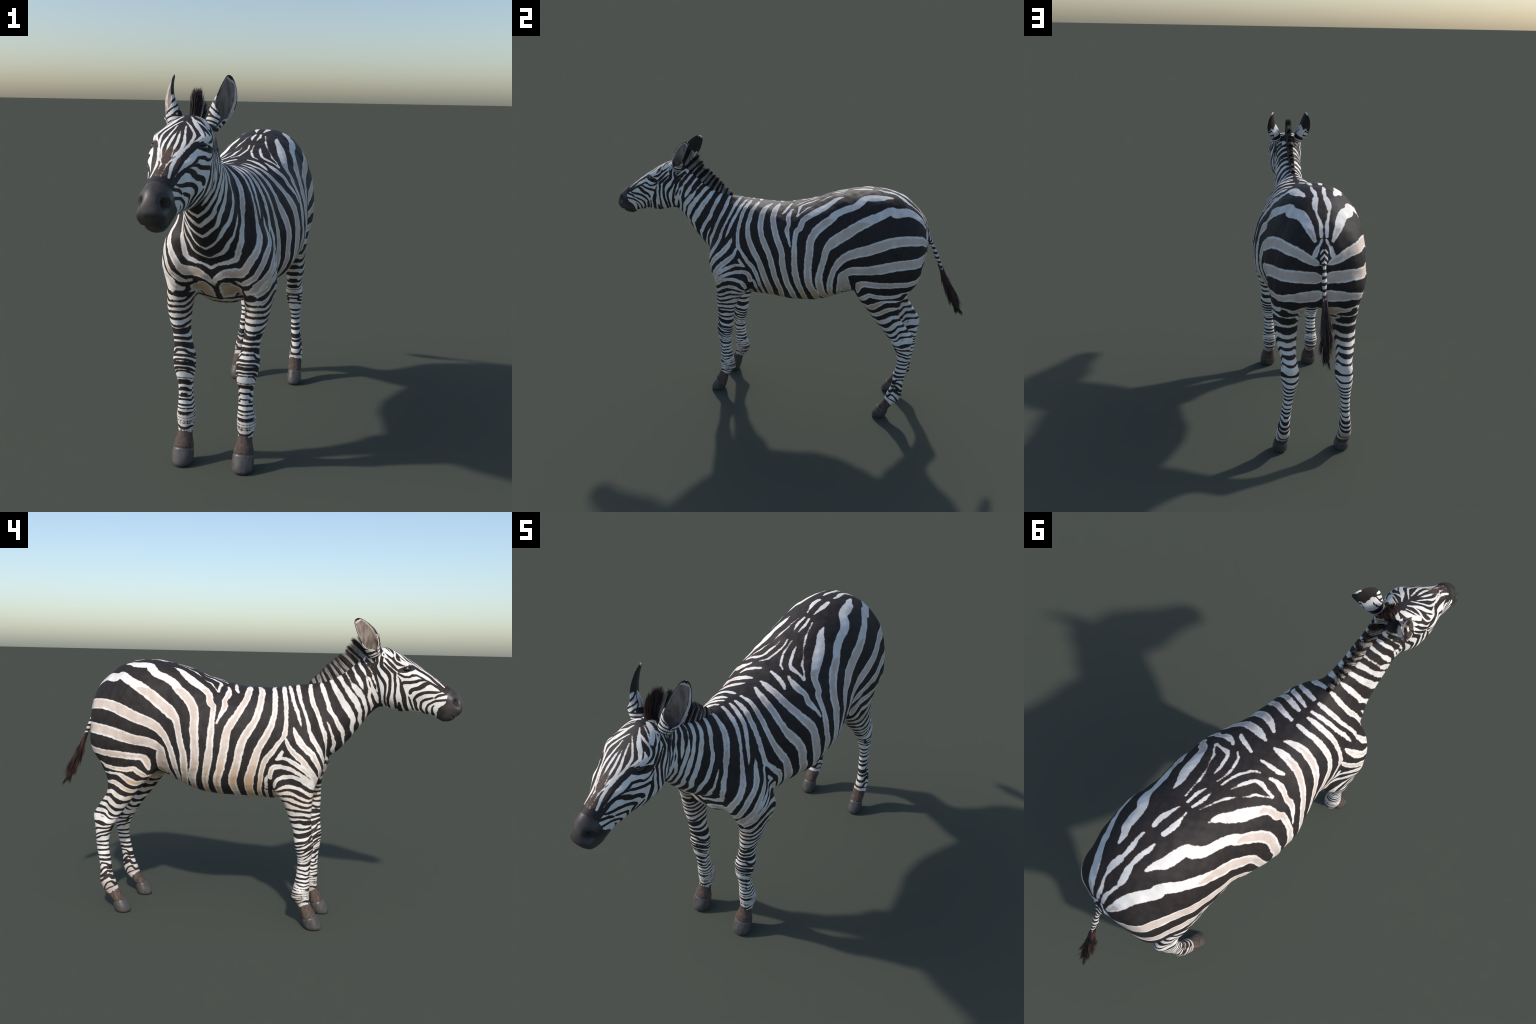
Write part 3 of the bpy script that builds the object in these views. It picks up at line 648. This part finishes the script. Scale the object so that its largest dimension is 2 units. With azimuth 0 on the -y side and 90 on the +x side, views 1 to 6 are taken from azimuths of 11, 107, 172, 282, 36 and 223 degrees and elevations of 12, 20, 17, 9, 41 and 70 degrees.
# ------------------------------------------------------------------ materials
def material(name, base, other=None, size=18, rough=.75, spec=.25, stretch=(1, 1, 1), bump=.0, detail=4, lo=.35, hi=.65, extra=None):
    m = bpy.data.materials.new(name); m.use_nodes = True
    nt = m.node_tree; b = nt.nodes["Principled BSDF"]; L = nt.links.new
    b.inputs["Roughness"].default_value = rough; b.inputs["Specular IOR Level"].default_value = spec
    tc = nt.nodes.new("ShaderNodeTexCoord"); mp = nt.nodes.new("ShaderNodeMapping"); mp.inputs["Scale"].default_value = stretch
    L(tc.outputs["Object"], mp.inputs["Vector"])
    n = nt.nodes.new("ShaderNodeTexNoise"); n.inputs["Scale"].default_value = size; n.inputs["Detail"].default_value = detail
    L(mp.outputs[0], n.inputs["Vector"])
    r = nt.nodes.new("ShaderNodeValToRGB"); r.color_ramp.elements[0].position = lo; r.color_ramp.elements[1].position = hi
    r.color_ramp.elements[0].color = (*base, 1); r.color_ramp.elements[1].color = (*(other or base), 1)
    L(n.outputs["Fac"], r.inputs["Fac"])
    col = r.outputs["Color"]
    if extra:
        col = extra(nt, tc, col)
    L(col, b.inputs["Base Color"])
    if bump:
        f = nt.nodes.new("ShaderNodeTexNoise"); f.inputs["Scale"].default_value = 260; f.inputs["Detail"].default_value = 2
        mp2 = nt.nodes.new("ShaderNodeMapping"); mp2.inputs["Scale"].default_value = (1, 1, .3); L(tc.outputs["Object"], mp2.inputs["Vector"]); L(mp2.outputs[0], f.inputs["Vector"])
        bp = nt.nodes.new("ShaderNodeBump"); bp.inputs["Strength"].default_value = bump; bp.inputs["Distance"].default_value = .002
        L(f.outputs["Fac"], bp.inputs["Height"]); L(bp.outputs[0], b.inputs["Normal"])
    return m

def belly_tan(colour, lo, hi, amount):
    """Ochre dust on the low coat of the belly and between the legs, in soft patches."""
    def extra(nt, tc, col):
        L = nt.links.new
        sep = nt.nodes.new("ShaderNodeSeparateXYZ"); L(tc.outputs["Object"], sep.inputs[0])
        n = nt.nodes.new("ShaderNodeTexNoise"); n.inputs["Scale"].default_value = 9; L(tc.outputs["Object"], n.inputs["Vector"])
        def ramp(src, a, b):
            mr = nt.nodes.new("ShaderNodeMapRange"); mr.interpolation_type = 'SMOOTHSTEP'
            mr.inputs["From Min"].default_value, mr.inputs["From Max"].default_value = a, b; L(src, mr.inputs["Value"]); return mr.outputs[0]
        def mul(a, b):
            m = nt.nodes.new("ShaderNodeMath"); m.operation = 'MULTIPLY'; L(a, m.inputs[0])
            if isinstance(b, float): m.inputs[1].default_value = b
            else: L(b, m.inputs[1])
            return m.outputs[0]
        fac = mul(mul(ramp(sep.outputs["Z"], hi, lo), ramp(n.outputs["Fac"], .34, .56)), mul(ramp(sep.outputs["Z"], .53, .60), amount))
        mx = nt.nodes.new("ShaderNodeMix"); mx.data_type = 'RGBA'; L(fac, mx.inputs["Factor"]); L(col, mx.inputs["A"]); mx.inputs["B"].default_value = (*colour, 1)
        low = mul(mul(ramp(sep.outputs["Z"], .24, .10), ramp(n.outputs["Fac"], .30, .62)), .75)
        m2 = nt.nodes.new("ShaderNodeMix"); m2.data_type = 'RGBA'; L(low, m2.inputs["Factor"]); L(mx.outputs["Result"], m2.inputs["A"]); m2.inputs["B"].default_value = (.30, .215, .17, 1)
        return m2.outputs["Result"]
    return extra

MAT = [
    material("black_coat", (.022, .018, .018), (.032, .026, .025), 60, .62, .25, (1, 1, .4), .30),
    material("white_coat", (.70, .67, .635), (.83, .81, .785), 30, .75, .2, (1, 1, .4), .30, extra=belly_tan((.66, .48, .32), .64, .80, .45)),
    material("shadow_stripe", (.60, .495, .43), (.68, .575, .51), 30, .75, .2, (1, 1, .4), .30, extra=belly_tan((.60, .38, .21), .66, .86, .85)),
    material("muzzle_skin", (.030, .027, .026), (.066, .057, .053), 26, .45, .4, (1, 1, 1), .1),
    material("pastern_coat", (.062, .046, .039), (.125, .090, .074), 40, .75, .2, (3, 3, .4), .25),
    material("hoof_horn", (.055, .050, .049), (.095, .088, .085), 22, .42, .4, (3, 3, .6), .1),
    material("stripe_fringe", (.29, .225, .185), (.43, .36, .315), 150, .75, .2, (1, 1, .4), .30),
    material("pale_shadow", (.68, .60, .545), (.755, .68, .63), 30, .75, .2, (1, 1, .4), .30, extra=belly_tan((.62, .42, .26), .66, .84, .7)),
    material("stripe_edge", (.075, .060, .055), (.12, .095, .085), 150, .75, .2, (1, 1, .4), .30),
    material("brown_nose", (.052, .034, .027), (.090, .060, .047), 60, .65, .25, (1, 1, .4), .30),
]
DARK_SKIN = material("dark_skin", (.020, .017, .018), (.035, .03, .03), 60, .5, .4)
EAR_INSIDE = material("ear_lining", (.15, .115, .097), (.30, .24, .205), 34, .85, .15, (2.5, 2.5, .5), .2)
EAR_RIM = material("ear_rim", (.52, .45, .40), (.70, .64, .59), 60, .8, .15, (2, 2, .6), .2)
EYE = material("eye_wet", (.006, .005, .006), None, 5, .16, .5)
EYE.node_tree.nodes["Principled BSDF"].inputs["Coat Weight"].default_value = .25
MANE_DARK = material("mane_dark", (.022, .016, .015), (.055, .032, .028), 25, .55, .3, (1, 1, .4))
MANE_PALE = material("mane_pale", (.26, .25, .24), (.46, .445, .43), 40, .6, .25, (1, 1, .4))
TAIL_HAIR = material("tail_hair", (.020, .014, .014), (.085, .046, .042), 30, .5, .35, (1, 1, .25))

# ------------------------------------------------------------------ parts
scene = bpy.context.scene
root = bpy.data.objects.new("zebra", None); scene.collection.objects.link(root)
root["label"] = "Standing plains zebra with black, white and tan stripes"
root["category"] = "zebra"

def world(P):
    P = np.array(P, float).copy(); P[:, 0] += mid_x(P); return P

def add_object(name, parent, me, kind=None):
    o = bpy.data.objects.new(name, me); scene.collection.objects.link(o); o.parent = parent
    if kind: o["kind"] = kind
    return o

VW = world(V)
def skin_part(name, faces, parent):
    t = T[faces]; used, inv = np.unique(t, return_inverse=True)
    me = bpy.data.meshes.new(name)
    me.vertices.add(len(used)); me.vertices.foreach_set("co", VW[used].ravel())
    me.loops.add(len(t) * 3); me.loops.foreach_set("vertex_index", inv.ravel().astype(np.int32))
    me.polygons.add(len(t)); me.polygons.foreach_set("loop_start", np.arange(len(t), dtype=np.int32) * 3)
    sl = slot[faces]; kinds = np.unique(sl)
    for k in kinds: me.materials.append(MAT[k])
    me.polygons.foreach_set("material_index", np.searchsorted(kinds, sl).astype(np.int32))
    me.update(calc_edges=True); me.validate()
    me.polygons.foreach_set("use_smooth", np.ones(len(t), bool))
    me.normals_split_custom_set_from_vertices(NRM[used].tolist())
    return add_object(name, parent, me)

C = V[T].mean(1); cx, cy, cz = C.T
region = np.full(len(T), 0)                                          # torso
neck_side = (cy + .26) * (.83 - 1.15) - (cz - 1.15) * (-.43 + .26)   # line from the withers to the breast
region[(neck_side > 0) & (cy < -.2) & (cz > .80)] = 1
region[(cy < np.interp(cz, *HEAD_LINE)) & (cz > .98)] = 2
region[(cz < .665) & (cy < -.12) & (np.abs(cx) > .075)] = 3
region[(cz < .715) & (cy > .40) & (np.abs(cx) > .02) & (cz < .715 - 2.2 * np.maximum(0, .50 - cy))] = 4
tail_y = np.interp(cz, [.82, .83, .866, .915, .96, .99, 1.02], [.866, .866, .852, .829, .809, .796, .77])
region[(np.abs(cx) < .035) & (np.hypot(cy - tail_y, cx) < .030) & (cy > .782) & (cz < 1.0)] = 5
foot = slot == 5          # horn
torso = skin_part("torso", region == 0, root)
neck = skin_part("neck", region == 1, root)
head = skin_part("head", region == 2, root)
tail = skin_part("tail", region == 5, root)
for s in (1, -1):
    for k, nm in ((3, "foreleg"), (4, "hindleg")):
        sel = (region == k) & (cx * s > 0)
        leg = skin_part(nm, sel & ~foot, root)
        skin_part("hoof", sel & foot, leg)

# ------------------------------------------------------------------ eyes
def mesh_object(name, verts, faces, mats, parent, index=None, smooth=True, kind=None, local=True):
    me = bpy.data.meshes.new(name); me.from_pydata((world(verts) if local else np.array(verts)).tolist(), [], [list(map(int, f)) for f in faces])
    for m in mats: me.materials.append(m)
    if index is not None: me.polygons.foreach_set("material_index", np.array(index, np.int32))
    me.polygons.foreach_set("use_smooth", np.full(len(faces), smooth)); me.update()
    return add_object(name, parent, me, kind)

def ball(c, r, axes=(1, 1, 1), n=24):
    rings = []
    for a in np.linspace(-np.pi / 2 + .02, np.pi / 2 - .02, n):
        t = np.linspace(0, 2 * np.pi, 2 * n, endpoint=False)
        rings.append(np.column_stack([np.cos(a) * np.cos(t), np.cos(a) * np.sin(t), np.full(2 * n, np.sin(a))]) * r * np.array(axes) + np.array(c))
    return loft(rings)

for s in (1, -1):
    v, f = ball((s * .0725, -.744, 1.236), .0205, (.8, 1.15, .85))
    mesh_object("eye", v, f, [EYE], head)
    for name, lo, hi, tilt in (("upper_eyelid", .52, 1.5, .10), ("lower_eyelid", -1.5, -.62, .10)):
        rings = []
        for a in np.linspace(lo, min(hi, 1.5), 12):
            t = np.linspace(0, 2 * np.pi, 40, endpoint=False)
            R = .0222
            q = np.column_stack([np.cos(a) * np.cos(t) * .80, np.cos(a) * np.sin(t) * 1.18, np.sin(a) * .85 - tilt * np.cos(a) * np.sin(t) * .8 + np.zeros(40)]) * R
            rings.append(q + np.array([s * .0725, -.744, 1.236]))
        v, f = loft(rings)
        mesh_object(name, v, f, [DARK_SKIN], head)

# ------------------------------------------------------------------ ears
def ear(s):
    base, tip = np.array([.052, -.600, 1.292]), np.array([.103, -.516, 1.457])
    ax = tip - base; length = np.linalg.norm(ax); ax /= length
    out = np.array([.80, -.55, 0]); out -= ax * (out @ ax); out /= np.linalg.norm(out)
    side = np.cross(ax, out)
    ns, nt = 70, 56
    S = np.linspace(0, 1, ns)
    R = pchip([0, .14, .30, .45, .60, .76, .90, .97, 1.0], np.array([[.024], [.031], [.039], [.0435], [.0435], [.038], [.0275], [.0165], [.004]]), S)[:, 0]
    A = np.radians(pchip([0, .17, .30, .45, .70, 1.0], np.array([[176.], [165.], [112.], [86.], [72.], [60.]]), S)[:, 0])
    bend = pchip([0, .25, .55, .8, 1], np.array([[0.], [-.006], [-.017], [-.010], [.006]]), S)[:, 0]
    def shell(thick):
        g = np.zeros((ns, nt, 3))
        for i, sv in enumerate(S):
            ph = np.linspace(-A[i], A[i], nt); r = max(R[i] - thick, .0006)
            deep = np.interp(sv, [0, .2, .4, .7, 1], [1, .85, .58, .55, .6])
            c = base + ax * (sv * length - thick * .5 * (sv > .9)) - out * bend[i]
            g[i] = c + r * (np.sin(ph)[:, None] * side - deep * np.cos(ph)[:, None] * out) + out * (R[i] * .25)
        return g
    outer, inner = shell(0), shell(.0035)
    verts = np.vstack([outer.reshape(-1, 3), inner.reshape(-1, 3)]); n0 = ns * nt
    faces, idx = [], []
    for i in range(ns - 1):
        for j in range(nt - 1):
            a = i * nt + j
            sv, tv = S[i], 2 * (j + .5) / (nt - 1) - 1
            wob = .03 * math.sin(9 * tv + 3) + .02 * math.sin(17 * tv)
            k = 0
            if sv > .955 + wob * .4: k = 1
            elif sv < .48 + wob and sv > .14:
                k = 1 if (abs(tv) < .42 + .5 * wob and sv > .22 and not (abs(tv + .18 - (sv - .26) * .5) < .035 and sv < .38)) else 0
                if abs(tv) > .5:
                    k = 1 if math.sin(sv * 44 + 7 * abs(tv) + 1.5 * math.sin(5 * tv)) > -.35 else 0
            elif sv <= .14: k = 1 if math.sin(sv * 90) > 0 else 0
            faces.append((a, a + nt, a + nt + 1, a + 1)); idx.append(k)
            b = n0 + a
            faces.append((b, b + 1, b + nt + 1, b + nt)); idx.append(0 if sv > .945 + wob * .3 else 3 if (abs(tv) > .74 + 1.5 * wob or sv > .90) else 2)
    for i in range(ns - 1):                         # rim
        for j, flip in ((0, 0), (nt - 1, 1)):
            a, b = i * nt + j, n0 + i * nt + j
            q = (a, b, b + nt, a + nt); faces.append(q[::-1] if flip else q); idx.append(0 if S[i] > .45 else 3)
    for j in range(nt - 1):
        a, b = (ns - 1) * nt + j, n0 + (ns - 1) * nt + j
        faces.append((a, b, b + 1, a + 1)); idx.append(1)
    verts[:, 0] *= s
    if s < 0: faces = [q[::-1] for q in faces]
    return mesh_object("ear", verts, faces, [MAT[0], MAT[1], EAR_INSIDE, EAR_RIM], head, idx)
for s in (1, -1): ear(s)

# ------------------------------------------------------------------ hair
def strands(roots, dirs, lengths, width, droop, g, seg=5):
    """Tapered three sided hairs."""
    k = len(roots); v = np.zeros((k, seg, 3, 3)); t = np.linspace(0, 1, seg)
    dirs = dirs / np.linalg.norm(dirs, axis=1)[:, None]
    a = np.cross(dirs, g.normal(size=(k, 3))); a /= np.linalg.norm(a, axis=1)[:, None]; b = np.cross(dirs, a)
    curl = g.normal(size=(k, 1)) * .05 * lengths[:, None]
    for i, tt in enumerate(t):
        c = roots + dirs * (lengths * tt)[:, None] + a * curl * tt ** 2 + np.array(droop) * (lengths * tt ** 2)[:, None]
        w = width * (1 - tt) ** .6 * (1 + .25 * np.sin(np.pi * tt)) + .00015
        for m in range(3):
            q = 2 * np.pi * m / 3
            v[:, i, m] = c + (math.cos(q) * a + math.sin(q) * b) * np.reshape(w, (-1, 1))
    base = (np.arange(k) * seg * 3)[:, None, None]
    i = np.arange(seg - 1)[None, :, None] * 3; m = np.arange(3)[None, None, :]; m2 = (m + 1) % 3
    f = np.stack([base + i + m, base + i + m2, base + i + 3 + m2, base + i + 3 + m], -1).reshape(-1, 4)
    return v.reshape(-1, 3), f

def crest(y):
    hit = SKIN_TREE.ray_cast(Vector((0, y, 2)), Vector((0, 0, -1)))
    return np.array(hit[0]), np.array(hit[1])

g = np.random.default_rng(21)
CREST_Y = np.linspace(-.300, -.624, 200)
CR = np.array([crest(y)[0] for y in CREST_Y]); CN = np.array([crest(y)[1] for y in CREST_Y]); CN[:, 0] = 0
arc = np.r_[0, np.cumsum(np.linalg.norm(np.diff(CR, axis=0), axis=1))]
n_tuft = 25
edges = np.linspace(0, arc[-1], n_tuft + 1); edges[1:-1] += g.normal(size=n_tuft - 1) * .0022
for i in range(n_tuft):
    pale = i % 2 == 1 and i < n_tuft - 2
    k = 110 if pale else 150
    at = g.uniform(edges[i] + .0022, edges[i + 1] - .0022, k)
    ii = np.clip(np.searchsorted(arc, at), 0, len(arc) - 1)
    x = np.clip(g.normal(size=k) * .0045, -.010, .010)
    P = CR[ii] + np.column_stack([x, np.zeros(k), -.006 - 40 * x * x])
    y = CR[ii, 1]
    h = np.interp(-y, [.30, .33, .37, .43, .50, .545, .58, .61, .632], [.010, .027, .053, .072, .080, .086, .102, .106, .052])
    mid = (at - (edges[i] + edges[i + 1]) / 2) / (edges[i + 1] - edges[i])
    h = h * (1.04 - .9 * mid ** 2) * np.where(g.uniform(size=k) < .75, g.uniform(.90, 1.02, k), g.uniform(.6, .95, k)) * (.94 if pale else 1.0) * g.uniform(.94, 1.05)
    lean = np.interp(-y, [.30, .5, .60, .632], [-.10, -.05, -.25, -.55])
    D = CN[ii] * np.array([0, 1, 1]) + np.column_stack([x * 3 + g.normal(size=k) * .022, lean * -0.0 + .12 + g.normal(size=k) * .04, np.zeros(k)])
    D[:, 1] = np.where(y < -.590, np.interp(-y, [.59, .615, .632], [.42, .38, .0]) + g.normal(size=k) * .05, D[:, 1])
    v, f = strands(P, D, h + .006, .0013, (0, .04, 0), g)
    mesh_object("mane_tuft", v, f, [MANE_PALE if pale else MANE_DARK], neck)

# tail tuft: overlapping locks that each taper to a wisp
path_t = np.array([(0, .844, .882), (0, .852, .866), (0, .878, .800), (0, .909, .733), (0, .941, .657)])
roots, dirs, lens = [], [], []
for i in range(46):
    at = g.uniform(0, 1) ** 1.3
    c = pchip([0, .1, .4, .72, 1], path_t, [at * .95])[0]
    a = g.uniform(0, 6.283); out = np.array([math.cos(a), math.sin(a) * .8, math.sin(a) * .35])
    ln = min(g.uniform(.09, .20), (c[2] - .585) * 1.10 * g.uniform(.5, 1.0))
    ln = max(ln, .04)
    tip = c + np.array([0, .405, -.915]) * ln + out * (.002 + .034 * g.uniform(0, 1) ** 1.6) * min(1, ln / .12)
    k = 28
    r = np.sqrt(g.uniform(0, 1, k)) * .0062; b = g.uniform(0, 6.283, k)
    P = c + out * g.uniform(.001, .006) + np.column_stack([np.cos(b) * r, np.sin(b) * r * .9, np.sin(b) * r * .4])
    D = tip + g.normal(size=(k, 3)) * .0018 - P
    roots.append(P); lens.append(np.linalg.norm(D, axis=1) * g.uniform(.8, 1.0, k)); dirs.append(D)
v, f = strands(np.vstack(roots), np.vstack(dirs), np.hstack(lens), .0013, (0, 0, 0), g, 6)
mesh_object("tail_tuft", v, f, [TAIL_HAIR], tail, kind="stuff")
